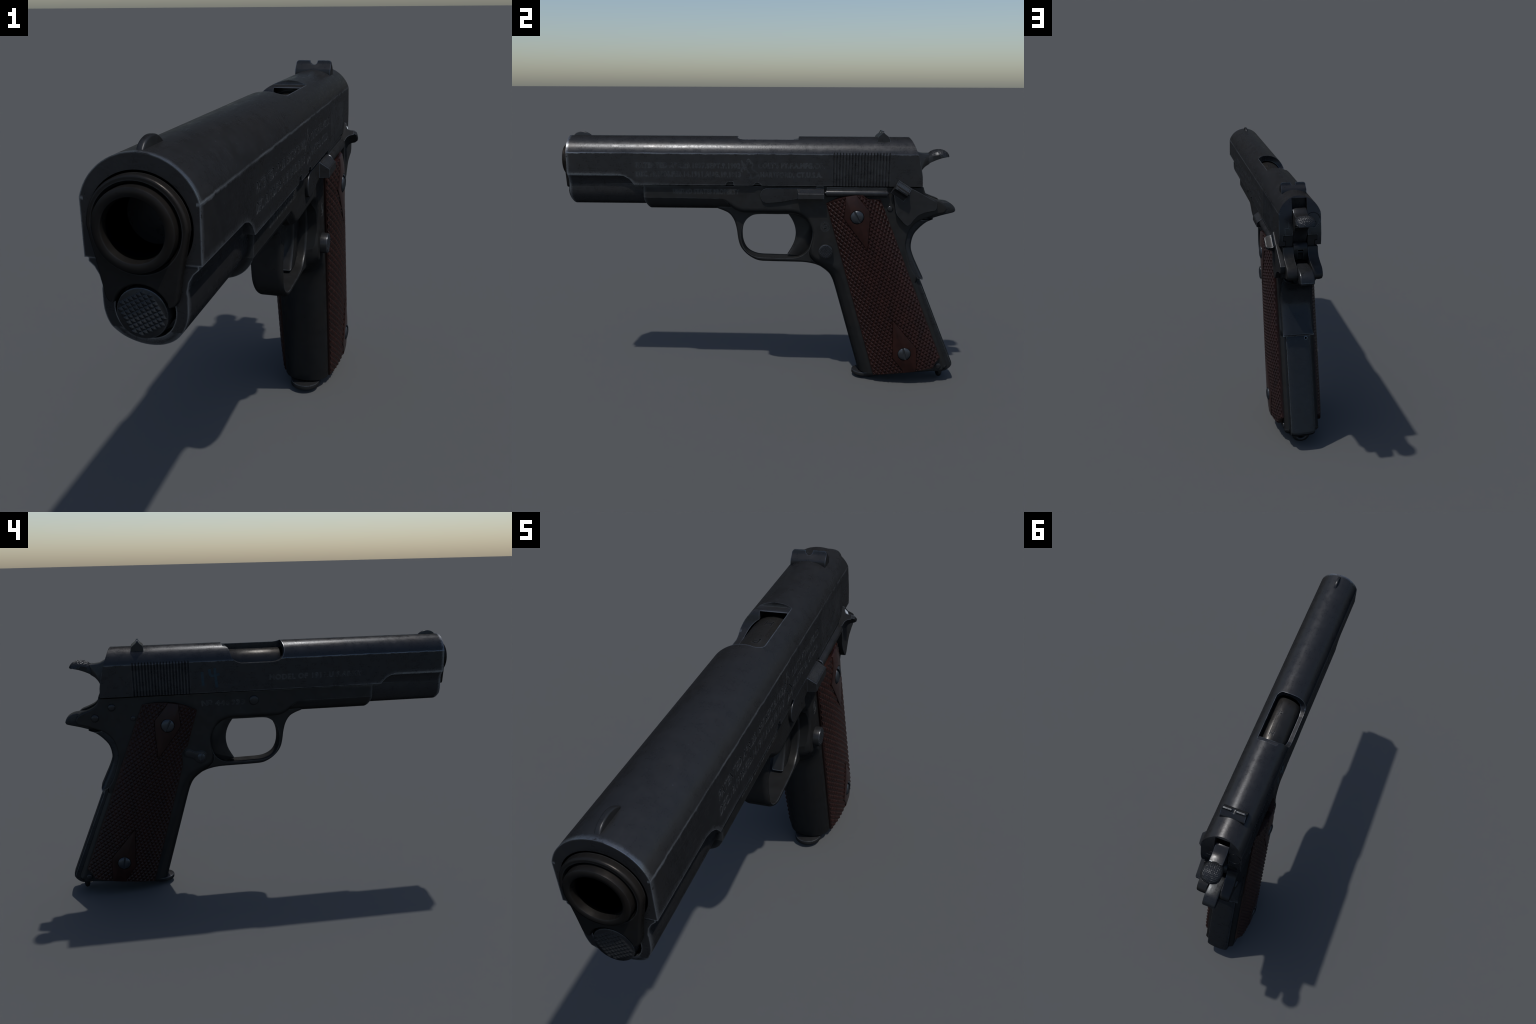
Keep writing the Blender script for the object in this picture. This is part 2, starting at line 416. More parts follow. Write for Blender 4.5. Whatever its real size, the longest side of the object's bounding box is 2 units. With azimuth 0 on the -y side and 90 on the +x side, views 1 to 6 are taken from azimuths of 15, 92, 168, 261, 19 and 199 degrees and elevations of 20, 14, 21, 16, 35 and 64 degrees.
# ------------------------------------------------------------------ slide
def build_slide():
    HW = 0.105
    zc, R = 1.1543, 0.1093
    a = math.degrees(math.asin((1.184-zc)/R))
    sec = [(HW, 1.03)] + [(HW if i in (0, 36) and p[0] > 0 else p[0], p[1]) for i, p in enumerate(arc(0, zc, R, a, 180-a, 36))] + [(-HW, 1.03)]
    body = prism_y('slide', sec, -0.9675, 0.83, M_SLIDE, 12)
    side = spline([(-0.9635, 1.0805, 'c'), (-0.712, 1.0795, 'c'), (-0.679, 1.070), (-0.651, 1.0515), (-0.633, 1.03, 'c'),
                   (0.786, 1.03, 'c'), (0.7845, 1.077), (0.7760, 1.119), (0.7590, 1.183), (0.744, 1.2255), (0.733, 1.249),
                   (0.722, 1.2645, 'c'), (0.715, 1.29, 'c'), (-0.9635, 1.29, 'c')], 0.02)
    side = [(-1.2 if p[0] < -0.96 else p[0], p[1]) for p in side]
    body = boolean(body, prism_x('c', side, -0.2, 0.2), 'INTERSECT', 12)
    # recoil spring tunnel under the muzzle end
    half = [(0.097, 1.10), (0.0985, 1.0730), (0.0885, 1.0640), (0.0805, 1.0500), (0.0762, 1.0310), (0.0775, 1.0240), (0.0775, 0.9985)]
    tun = half + arc(0, 0.9985, 0.0775, -8, -172, 24) + [(-x, z) for x, z in half[::-1]]
    tunnel = prism_y('t', tun, -0.9665, -0.56)
    nose = [(-0.9665, 1.12), (-0.9665, 0.958), (-0.9600, 0.938), (-0.9520, 0.919), (-0.9520, 0.90), (-0.5, 0.90), (-0.5, 1.12)]
    tunnel = boolean(tunnel, prism_x('c', nose, -0.2, 0.2), 'INTERSECT')
    body = boolean(body, tunnel, 'UNION', 25)
    # ejection port
    port = spline([(-0.068, 1.168, 'c'), (-0.100, 1.175), (-0.118, 1.191), (-0.1265, 1.209), (-0.1300, 1.230), (-0.1290, 1.249),
                   (-0.1250, 1.262), (-0.121, 1.29, 'c'), (0.179, 1.29, 'c'), (0.179, 1.257, 'c'), (0.1775, 1.2505), (0.171, 1.248), (0.157, 1.246), (0.148, 1.236),
                   (0.139, 1.203), (0.129, 1.187), (0.111, 1.175), (0.089, 1.168, 'c')], 0.006)
    cut = prism_x('c', port, -0.2, 0.0515)
    plan = [(-0.25, -0.2), (0.006, -0.2), (0.006, -0.1285)] + [(0.0155+0.036*math.cos(math.radians(q)), -0.0925+0.036*math.sin(math.radians(q))) for q in range(-90, 1, 10)] + [(0.0515, 0.1), (0.0525, 0.1), (0.0525, 0.3), (-0.25, 0.3)]
    pz = prism_x('z', plan, 1.0, 1.4)          # (x, y) outline, lifted along z
    pz.data.transform(Matrix(((0, 1, 0, 0), (0, 0, 1, 0), (1, 0, 0, 0), (0, 0, 0, 1))))
    bm = bmesh.new(); bm.from_mesh(pz.data); bmesh.ops.recalc_face_normals(bm, faces=bm.faces[:]); bm.to_mesh(pz.data); bm.free()
    cut = boolean(cut, pz, 'INTERSECT')
    body = boolean(body, cut, smooth=25)
    body = boolean(body, cyl('c', (0, 0, BORE_Z), 0.0885, -0.19, 0.215, 'y', 64), smooth=25)
    body = boolean(body, box('c', -0.044, 0.044, 0.12, 0.205, 1.165, 1.2430), smooth=25)
    # hammer slot and rail channels at the rear
    cut = box('c', -0.0375, 0.0375, 0.712, 0.90, 0.95, 1.2535)
    body = boolean(body, cut, smooth=25)
    g = 0.0022
    ch = [(-0.0845-g, 1.0785+g), (-0.0845-g, 1.056-g), (-0.0725-g, 1.055-g), (-0.0725-g, 1.00),
          (0.0725+g, 1.00), (0.0725+g, 1.055-g), (0.0845+g, 1.056-g), (0.0845+g, 1.0785+g)]
    body = boolean(body, prism_y('c', ch, 0.60, 0.9), smooth=25)
    bevel(body, 0.0032, 2, 38, 25)
    # muzzle seat for the bushing
    body = boolean(body, lathe('c', [(0, -0.98), (0.079, -0.98), (0.079, -0.90), (0, -0.90)], (0, 0, BORE_Z), 'y', 48), smooth=25)
    # spring plug well
    body = boolean(body, cyl('c', (0, 0, 0.9935), 0.0555, -1.0, -0.93, 'y', 40), smooth=25)
    # grasping grooves: slanted saw-tooth cuts with run-out at the top
    cut = []
    n = 19; y0, pitch = 0.3475, (0.6315-0.3475)/19
    for s, par in ((1, 0), (1, 1), (-1, 0), (-1, 1)):
        bm = bmesh.new()
        for i in range(par, n, 2):
            ya = y0 + i*pitch
            dep = 0.0044
            prof = [(ya-0.0002, 0.0), (ya+0.0048, dep), (ya+pitch-0.0034, 0.0)]
            rows = []
            for z, k, w in ((1.02, 1, 1), (1.168, 1, 1), (1.182, 0.98, .98), (1.193, 0.75, .8), (1.204, -0.25, .30), (1.208, -1.2, .1)):
                ymid = ya+0.005
                row = []
                for (y, q) in prof:
                    xx = HW - q*max(0, 1)*1.0 if False else HW + 0.004*0 - (q if q else -0.006)*1.0
                    if q: xx = HW - dep*k - max(0, (z-1.19))*0.35
                    else: xx = HW + 0.006
                    # outer corners are pushed out so that the V has straight walls through the surface
                    yy = y + ((-0.0052 if y < ymid-0.001 else 0.0066) if not q else 0)
                    row.append(bm.verts.new((s*xx, ymid + (yy-ymid)*w, z)))
                rows.append(row)
            bm.faces.new(rows[0]); bm.faces.new(rows[-1][::-1])
            for p, q in zip(rows, rows[1:]):
                for e in range(3): bm.faces.new((p[e], p[(e+1) % 3], q[(e+1) % 3], q[e]))
        cut.append(mesh_obj('c', bm))
    for c in cut: body = boolean(body, c, smooth=25)
    # take-down and slide-stop notches (left flank of the weapon)
    n1 = spline([(-0.181, 1.02, 'c'), (-0.176, 1.040), (-0.163, 1.0475), (-0.141, 1.0475, 'c'), (-0.137, 1.02, 'c')], 0.006)
    n2 = [(0.0, 1.02)] + arc(-0.022, 1.022, 0.022, 10, 170, 8) + [(-0.044, 1.02)]
    body = boolean(body, [prism_x('c', n1, 0.083, 0.2), prism_x('c', n2, 0.083, 0.2)], smooth=25)
    # firing-pin-stop outline and extractor ring on the rear face
    tube = lathe('c', [(0.0335, 0.70), (0.0358, 0.70), (0.0358, 0.83), (0.0335, 0.83), (0.0335, 0.70)], (-0.0655, 0, 1.152), 'y', 40)
    floor = prism_x('f', [(0.60, 0.9), (0.7605, 0.9), (0.7595, 1.12), (0.741, 1.19), (0.70, 1.24)], -0.2, 0.2)
    tube = boolean(tube, floor)
    gl = [box('c', 0.054, 0.0565, 0.7665, 0.83, 1.113, 1.142), box('c', 0.0545, 0.0785, 0.7715, 0.83, 1.1115, 1.1138),
          box('c', 0.0762, 0.0785, 0.7755, 0.83, 1.081, 1.1135), box('c', 0.03, 0.0562, 0.762, 0.83, 1.1405, 1.1428)]
    body = boolean(body, [tube] + gl, smooth=25)
    # lettering
    T = [lettering('PATENTED APR.20.1897.SEPT.9.1902', 1, -0.6215, -0.1070, 1.1138, 0.0250, HW, 0.0028),
         lettering('DEC.19.1905.FEB.14.1911.AUG.19,1913', 1, -0.6235, -0.1050, 1.0712, 0.0250, HW, 0.0028),
         lettering("COLT'S PT.F.A.MFG.CO.", 1, -0.0170, 0.3080, 1.1160, 0.0250, HW, 0.0028),
         lettering('HARTFORD, CT.U.S.A.', 1, -0.0060, 0.2950, 1.0715, 0.0250, HW, 0.0028),
         lettering('MODEL OF 1911.U.S.ARMY', -1, -0.0505, -0.5295, 1.0786, 0.0255, HW, 0.0028)]
    # rearing horse drawn with engraved strokes
    def H(pts): return [(-0.1035+u*0.087, 1.0565+v*0.104) for u, v in spline([(q[0], q[1]) for q in pts], 0.09, closed=False)]
    horse = [H([(0.43, 0.99), (0.52, 0.92), (0.56, 0.80), (0.50, 0.74)]), H([(0.40, 0.97), (0.33, 0.88), (0.40, 0.84), (0.47, 0.86)]),
             H([(0.60, 0.86), (0.68, 0.72), (0.62, 0.55), (0.80, 0.43), (0.96, 0.30), (0.90, 0.18), (0.74, 0.13)]),
             H([(0.40, 0.80), (0.30, 0.66), (0.32, 0.52), (0.44, 0.36), (0.58, 0.22)]),
             H([(0.28, 0.68), (0.12, 0.80), (0.06, 0.70)]), H([(0.27, 0.60), (0.08, 0.56), (0.03, 0.42), (0.10, 0.38)]),
             H([(0.60, 0.20), (0.48, 0.10), (0.40, 0.02)]), H([(0.74, 0.11), (0.58, 0.09), (0.50, 0.00)]),
             H([(0.98, 0.32), (1.04, 0.14), (0.97, 0.00)]), H([(0.05, 0.92), (0.16, 0.64), (0.24, 0.46)])]
    T.append(stroke_cutter(horse, 1, HW, 0.0036, 0.0020))
    body = boolean(body, T, smooth=25, self_i=True)
    body.name = 'slide'
    return finish(body, lambda c: abs(abs(c.x)-HW) < 0.0004 and abs(c.z-1.184) < 0.0012)

# ------------------------------------------------------------------ frame
def build_frame():
    r, e = 0.028, 0.028            # rounding of the flat flanks above the trigger
    FS = (0.072, 0.088)            # full front-strap rounding
    S = (0.0, 0.0)
    B = (0.028, 0.030)             # rear strap corners
    out = [(-0.591, 1.0245, *S, 'c'), (-0.591, 0.9625, *S, 'c'), (-0.215, 0.9610, *S, 'c'), (-0.190, 0.9500, .010, .010), (-0.165, 0.926, .022, .020), (-0.138, 0.902, r, e), (-0.100, 0.8880, r, e),
           (-0.05, 0.8865, r, e), (0.08, 0.8865, r, e), (0.155, 0.8860, r, e), (0.202, 0.869, .026, .028), (0.232, 0.836, .022, .024), (0.249, 0.796, .018, .024),
           (0.249, 0.750, .018, .024), (0.240, 0.703, .020, .030), (0.242, 0.660, .034, .05), (0.266, 0.622, .050, .088), (0.306, 0.596, .060, .088), (0.342, 0.566, *FS), (0.3615, 0.534, *FS),
           (0.3755, 0.495, *FS), (0.3935, 0.435, *FS), (0.4120, 0.372, *FS), (0.4450, 0.259, *FS), (0.4790, 0.143, *FS), (0.4985, 0.0765, *FS), (0.5245, -0.0120, *FS, 'c'), (0.6200, -0.0120, .0, .0, 'c'),
           (0.900, 0.0660, .004, .006, 'c'), (0.945, 0.0580, .02, .02), (0.958, 0.066, *B), (0.968, 0.080, *B), (0.967, 0.100, *B, 'c'),
           (0.790, 0.5400, *B, 'c'), (0.7860, 0.566, .012, .012), (0.758, 0.615, .010, .012), (0.7385, 0.668, .010, .012), (0.7235, 0.727, .010, .012), (0.7270, 0.7685, .010, .012), (0.7420, 0.812, .012, .014),
           (0.775, 0.848, .014, .016), (0.821, 0.870, .014, .016), (0.870, 0.885, .016, .018), (0.906, 0.897, .012, .014), (0.9145, 0.912, .010, .012), (0.909, 0.933, .008, .010), (0.890, 0.952, .007, .010), (0.858, 0.964, .006, .008), (0.824, 0.979, .006, .008),
           (0.804, 0.999, .005, .006), (0.7950, 1.0245, .003, .004, 'c')]
    fr = rounded_prism('frame', spline(out, 0.012), 0.088, M_FRAME, 25)
    foot = [(0.30, -0.1), (0.93, -0.1), (0.93, 0.0640), (0.90, 0.0655), (0.57, 0.0420), (0.53, 0.0410), (0.515, 0.0430), (0.30, 0.0900)]
    fr = boolean(fr, prism_x('c', foot, -0.2, 0.2), smooth=25)
    # dust cover: flanks run into a round belly
    R, zc = 0.0927, 0.9917
    a = math.degrees(math.asin((zc-0.9640)/R))
    sec = [(0.0878, 0.99)] + [(min(0.0878, max(-0.0878, p[0])), p[1]) for p in arc(0, zc, R, -a, -180+a, 28)] + [(-0.0878, 0.99)]
    dc = prism_y('d', sec, -0.5908, -0.085)
    for v in dc.data.vertices:
        if v.co.y < -0.5 and v.co.z < 0.965:
            v.co.y += 0.024*((0.965-v.co.z)/0.066)**1.6
    # belly rises into the trigger guard at the back
    fr = boolean(fr, dc, 'UNION', 25)
    bevel(fr, 0.0028, 2, 42, 25)
    # trigger guard
    gd = (0.013, 0.016)
    g = [(-0.300, 0.940, 'c'), (-0.262, 0.9215, 'c'), (-0.245, 0.9130), (-0.225, 0.9020), (-0.1960, 0.8915), (-0.1660, 0.8745), (-0.1440, 0.8420), (-0.1315, 0.7980), (-0.1245, 0.7490), (-0.1150, 0.7130), (-0.0960, 0.6830),
         (-0.0640, 0.6545), (-0.0200, 0.6340), (0.040, 0.6300), (0.130, 0.6290), (0.215, 0.6270), (0.270, 0.6175), (0.305, 0.6040), (0.345, 0.594, 'c'), (0.42, 0.60, 'c'), (0.42, 0.93, 'c')]
    g = [(p[0], p[1], *gd) + tuple(p[2:]) for p in g]
    guard = rounded_prism('g', spline(g, 0.012), 0.048, M_FRAME, 25, seg=5)
    fr = boolean(fr, guard, 'UNION', 25)
    hole = spline([(-0.0150, 0.8760), (-0.0520, 0.8690), (-0.0830, 0.8440), (-0.1020, 0.8020), (-0.1060, 0.7580), (-0.0985, 0.7150), (-0.0750, 0.6780),
                   (-0.0250, 0.6550), (0.050, 0.6510), (0.130, 0.6505), (0.190, 0.6590), (0.232, 0.6920), (0.2500, 0.745), (0.2525, 0.790), (0.238, 0.832), (0.205, 0.864), (0.160, 0.8760), (0.06, 0.8765)], 0.01)
    hc = rounded_prism('c', [(p[0], p[1], -0.0035, 0.008) for p in hole], 0.048, seg=4, extra=0.08)
    fr = boolean(fr, hc, smooth=25)
    # hammer slot between the ears, magazine catch hole area, magazine well opening
    fr = boolean(fr, [box('c', -0.0365, 0.0365, 0.700, 1.0, 0.935, 1.10), prism_x('c', [(0.76, 0.95), (0.98, 0.95), (0.98, 0.86), (0.905, 0.85), (0.86, 0.84), (0.80, 0.80), (0.76, 0.88)], -0.0372, 0.0372)], smooth=25)
    # rails that ride in the slide
    rail = []
    for s in (1, -1):
        pr = [(s*0.0375, 1.015), (s*0.0375, 1.0785), (s*0.0845, 1.0785), (s*0.0845, 1.056), (s*0.0725, 1.055), (s*0.0725, 1.015)]
        rail.append(prism_y('r', pr, 0.62, 0.7835))
    fr = boolean(fr, rail, 'UNION', 25)
    # lettering and cartouche
    T = [lettering('UNITED STATES PROPERTY', 1, -0.4435, -0.1145, 0.9840, 0.0235, 0.088, 0.0026),
         lettering('N', -1, 0.2925, 0.2660, 0.9620, 0.0255, 0.088, 0.0026),
         lettering('446933', -1, 0.2250, 0.0765, 0.9600, 0.0250, 0.088, 0.0026)]
    ringp = [(0.3160+0.0215*math.cos(i*math.pi/12), 0.8245+0.0235*math.sin(i*math.pi/12)) for i in range(25)]
    G = lambda pts: [(0.3160+0.018*u, 0.8245+0.018*v) for u, v in spline([(q[0], q[1]) for q in pts], 0.25, closed=False)]
    num = [(0.2520+0.0095*math.cos(i*math.pi/8), 0.9800+0.0075*math.sin(i*math.pi/8)) for i in range(17)]
    T.append(stroke_cutter([ringp, G([(0.5, 0.5), (0.1, 0.75), (-0.4, 0.5), (-0.6, 0), (-0.3, -0.5), (0.2, -0.5), (0.4, -0.1), (0.0, 0.0)]),
                            G([(-0.1, 0.9), (0.0, 0.2), (-0.1, -0.8)]), G([(0.6, 0.2), (0.3, 0.3), (0.2, 0.05), (0.6, -0.2), (0.4, -0.6), (-0.5, -0.75)])], 1, 0.088, 0.0034, 0.0018))
    T.append(stroke_cutter([num, [(0.2620, 0.9665), (0.2420, 0.9665)]], -1, 0.088, 0.0030, 0.0022))
    fr = boolean(fr, T, smooth=25, self_i=True)
    fr.name = 'frame'
    return finish(fr)

# ------------------------------------------------------------------ barrel, bushing, plug
def build_barrel():
    prof = [(0, -0.70), (0.0535, -0.70), (0.0535, -0.9860), (0.0548, -0.9940), (0.0556, -0.9985), (0.0574, -1.0000), (0.0640, -1.0003), (0.0688, -0.9998), (0.0715, -0.9980), (0.0727, -0.9935), (0.0727, -0.80), (0.0727, -0.4), (0, -0.4)]
    b = lathe('barrel', prof, (0, 0, BORE_Z), 'y', 56, M_MUZZLE, 40)
    prof = [(0, -0.117), (0.0790, -0.117), (0.0820, -0.1155), (0.0835, -0.112), (0.0835, 0.166), (0.082, 0.168), (0, 0.168)]
    c = lathe('barrel_chamber', prof, (0, 0, BORE_Z), 'y', 72, M_BARREL, 40)
    cut = []
    for ch, y, w in (('P', -0.020, 0.021), ('H', 0.105, 0.024)):
        me = text_mesh(ch, 1.0)
        xs = [v.co.x for v in me.vertices]; xa, xb = min(xs), max(xs)
        for v in me.vertices:
            u = (v.co.x-xa)/(xb-xa)-0.5; h = v.co.y/0.7-0.5
            v.co = (w*u*-1, y+h*-0.030, 1.2250+v.co.z*0.003)
        bm = bmesh.new(); bm.from_mesh(me); bmesh.ops.recalc_face_normals(bm, faces=bm.faces[:]); bm.to_mesh(me); bm.free()
        cut.append(link(bpy.data.objects.new('c', me)))
    c = boolean(c, cut, smooth=40)
    bore = lathe('bore', [(0, -0.71), (0.0530, -0.71), (0.0530, -0.984)], (0, 0, BORE_Z), 'y', 48, M_DARK)
    return b, c, bore

def build_bushing():
    # teardrop plate: ring round the barrel with a skirt that hooks over the spring plug
    right = [(0.0885, 1.1425), (0.0835, 1.115), (0.0770, 1.085), (0.0715, 1.058), (0.0672, 1.034), (0.0640, 1.018), (0.0585, 1.0095), (0.0515, 1.0080)]
    plug = arc(0, 0.9940, 0.0510, 16, 164, 14)
    pl = [p for p in spline([(x, z) for x, z in right], 0.006, closed=False)]
    pts = pl + [(0.0485, 1.0095)] + plug[1:-1] + [(-0.0485, 1.0095)] + [(-x, z) for x, z in pl[::-1]]
    pts += [p for p in arc(0, BORE_Z, 0.0885, 180, 0, 40)[1:-1]]
    b = rounded_prism('bushing', [(p[0], p[1], 0.0045, 0.006) for p in pts], 0.0115, M_BUSHING, 30, seg=4)
    b.data.transform(Matrix(((0, 1, 0, 0), (1, 0, 0, -0.9735), (0, 0, 1, 0), (0, 0, 0, 1))))
    bm = bmesh.new(); bm.from_mesh(b.data); bmesh.ops.recalc_face_normals(bm, faces=bm.faces[:]); bm.to_mesh(b.data); bm.free()
    flange = lathe('f', [(0, -0.9675), (0.0925, -0.9675), (0.0950, -0.9655), (0.0950, -0.955), (0, -0.955)], (0, 0, BORE_Z), 'y', 64)
    well = cyl('c', (0, 0, 0.9940), 0.0510, -1.0, -0.9, 'y', 40)
    flange = boolean(flange, well)
    b = boolean(b, flange, 'UNION')
    seat = lathe('c', [(0, -1.02), (0.0790, -1.02), (0.0790, -0.9845), (0.0752, -0.9800), (0.0752, -0.90), (0, -0.90)], (0, 0, BORE_Z), 'y', 56)
    b = boolean(b, seat)
    b.name = 'barrel_bushing'
    return finish(b)

def pyramids(uc, vc, inside, a, b, base, apex, plane):
    """field of low pyramids on lattice vectors a, b; plane(u,v,h) -> xyz"""
    bm = bmesh.new()
    V = {}
    def vert(i, j):
        if (i, j) not in V:
            u = uc+a[0]*i+b[0]*j; v = vc+a[1]*i+b[1]*j
            V[(i, j)] = bm.verts.new(plane(u, v, base))
        return V[(i, j)]
    R = 80
    for i in range(-R, R):
        for j in range(-R, R):
            u = uc+a[0]*(i+.5)+b[0]*(j+.5); v = vc+a[1]*(i+.5)+b[1]*(j+.5)
            if not inside(u, v): continue
            c = [vert(i, j), vert(i+1, j), vert(i+1, j+1), vert(i, j+1)]
            k = 0.24
            top = [bm.verts.new(plane(u+k*(a[0]*s+b[0]*t)*.5*2*.5, v+k*(a[1]*s+b[1]*t)*.5*2*.5, apex)) for s, t in ((-1, -1), (1, -1), (1, 1), (-1, 1))]
            bm.faces.new(top)
            for q in range(4): bm.faces.new((c[q], c[(q+1) % 4], top[(q+1) % 4], top[q]))
    return bm

def build_plug():
    c = (0, 0, 0.9925)
    p = lathe('recoil_spring_plug', [(0, -0.93), (0.0470, -0.93), (0.0470, -0.9775), (0.0462, -0.9800), (0.0440, -0.9812), (0, -0.9812)], c, 'y', 44, M_SMALL)
    s = 0.0090
    bm = pyramids(0, c[2], lambda u, v: math.hypot(u, v-c[2]) < 0.0405, (s*0.86, s*0.5), (-s*0.5, s*0.86), -0.9811, -0.9831, lambda u, v, h: (u, h, v))
    k = mesh_obj('knurling', bm, M_KNURL, 10)
    return join([p, k], 'recoil_spring_plug')

# ------------------------------------------------------------------ sights
def build_sights():
    f = spline([(-0.955, 1.250, 'c'), (-0.953, 1.2600), (-0.942, 1.2725), (-0.925, 1.2795), (-0.908, 1.2815), (-0.890, 1.2790), (-0.873, 1.2710), (-0.860, 1.2600), (-0.857, 1.250, 'c')], 0.006)
    fs = rounded_prism('front_sight', f, 0.0068, M_SMALL, 40, d=0.0035, rho=0.004, seg=3)
    # rear sight: bell-shaped block across the slide with a U notch
    prof = spline([(0.5625, 1.236, 'c'), (0.5625, 1.256), (0.5660, 1.2670), (0.5755, 1.2755), (0.5835, 1.2830), (0.5875, 1.2940, 'c'), (0.5940, 1.2940, 'c'),
                   (0.5980, 1.2830), (0.6075, 1.2755), (0.6190, 1.2660), (0.6245, 1.252), (0.6250, 1.236, 'c')], 0.006)
    rs = prism_x('rear_sight', prof, -0.063, 0.063, M_SMALL)
    fo = [(-0.063, 1.236), (0.063, 1.236), (0.063, 1.262)] + arc(0.0525, 1.2835, 0.0105, 0, 90, 5) + arc(-0.0525, 1.2835, 0.0105, 90, 180, 5) + [(-0.063, 1.262)]
    rs = boolean(rs, prism_y('c', fo, 0.5, 0.7), 'INTERSECT')
    n = [(0.014, 1.31), (0.014, 1.2925)] + arc(0, 1.2925, 0.0135, 0, -180, 12) + [(-0.014, 1.31)]
    rs = boolean(rs, prism_y('c', n, 0.5, 0.7))
    bevel(rs, 0.0014, 2, 40)
    finish(rs)
    rs.name = 'rear_sight'
    return fs, rs

# ------------------------------------------------------------------ hammer
def build_hammer():
    body = spline([(0.744, 1.2060, 'c'), (0.758, 1.1985), (0.776, 1.1895), (0.798, 1.1850), (0.826, 1.1850, 'c'), (0.826, 1.1345, 'c'), (0.807, 1.1215),
                   (0.793, 1.1045), (0.784, 1.085), (0.774, 1.050), (0.764, 1.020), (0.756, 0.985), (0.750, 0.960), (0.736, 0.948), (0.716, 0.952), (0.708, 0.975, 'c'), (0.722, 1.15, 'c'), (0.738, 1.2060, 'c')], 0.010)
    h = rounded_prism('hammer', [(p[0], p[1], 0.003, 0.003) for p in body], 0.0345, M_SMALL, 30, seg=2)
    # spur: knurled thumb piece
    top = [(0.820, 1.1845), (0.835, 1.1930), (0.850, 1.1995), (0.868, 1.2028), (0.886, 1.2025), (0.902, 1.1975), (0.915, 1.1890), (0.9235, 1.1790), (0.9275, 1.1715)]
    bot = [(0.820, 1.1330), (0.838, 1.1430), (0.858, 1.1525), (0.880, 1.1610), (0.896, 1.1650), (0.908, 1.1672), (0.916, 1.1685), (0.9225, 1.1695), (0.9275, 1.1705)]
    wid = [0.0365, 0.0420, 0.0470, 0.0500, 0.0500, 0.0465, 0.0385, 0.0260, 0.0060]
    T = spline(top, 0.0026, closed=False)
    def at(tab, t):
        f = t*(len(tab)-1); i = min(int(f), len(tab)-2); f -= i
        return tab[i]*(1-f)+tab[i+1]*f if not isinstance(tab[0], tuple) else tuple(p*(1-f)+q*f for p, q in zip(tab[i], tab[i+1]))
    nu, nv = 64, 48
    bm = bmesh.new(); up = []; dn = []
    for i in range(nu+1):
        t = i/nu; p = at(top, t); q = at(bot, t); w = at(wid, t)
        ru, rd = [], []
        for j in range(nv+1):
            s = -1+2*j/nv
            edge = max(0.0, 1-abs(s)**6)
            x = w*s
            sl = i*0.110/nu
            k = 0.0098
            c1 = abs(((sl+0.9*x)/k) % 1-0.5)*2; c2 = abs(((sl-0.9*x)/k) % 1-0.5)*2
            kn = 0.0034*min(c1, c2, 0.8)*min(1, max(0, (t-0.06)*12))*min(1, max(0, (0.99-t)*12))*max(0, min(1, (1-abs(s))*7))
            crown = -0.010*s*s
            z = p[1]+crown+kn-0.012*(1-edge)
            lo = q[1]
            z = max(z, lo+0.0008)
            ru.append(bm.verts.new((x, p[0], z)))
            rd.append(bm.verts.new((x, q[0], min(lo+0.004*(1-edge), z-0.0006))))
        up.append(ru); dn.append(rd)
    for i in range(nu):
        for j in range(nv):
            bm.faces.new((up[i][j], up[i][j+1], up[i+1][j+1], up[i+1][j]))
            bm.faces.new((dn[i][j], dn[i+1][j], dn[i+1][j+1], dn[i][j+1]))
        for j in (0, nv):
            bm.faces.new((up[i][j], up[i+1][j], dn[i+1][j], dn[i][j]))
    for i in (0, nu):
        for j in range(nv): bm.faces.new((up[i][j], up[i][j+1], dn[i][j+1], dn[i][j]))
    s = mesh_obj('hammer_spur', bm, M_SMALL, 28)
    h.name = 'hammer'
    return h, s

def build_strut():
    pr = spline([(0.700, 0.958, 'c'), (0.700, 1.044, 'c'), (0.765, 1.044), (0.788, 1.038), (0.799, 1.022), (0.802, 1.002), (0.800, 0.978), (0.793, 0.956, 'c')], 0.008)
    s = rounded_prism('sear_block', [(p[0], p[1], 0.002, 0.002) for p in pr], 0.0345, M_FRAME, 30, seg=2)
    s = boolean(s, box('c', -0.0135, 0.0135, 0.780, 0.83, 0.92, 1.0125))
    k = cyl('k', (0, 0.784, 0.995), 0.0085, -0.014, 0.014, 'x', 18)
    return boolean(s, k, 'UNION')

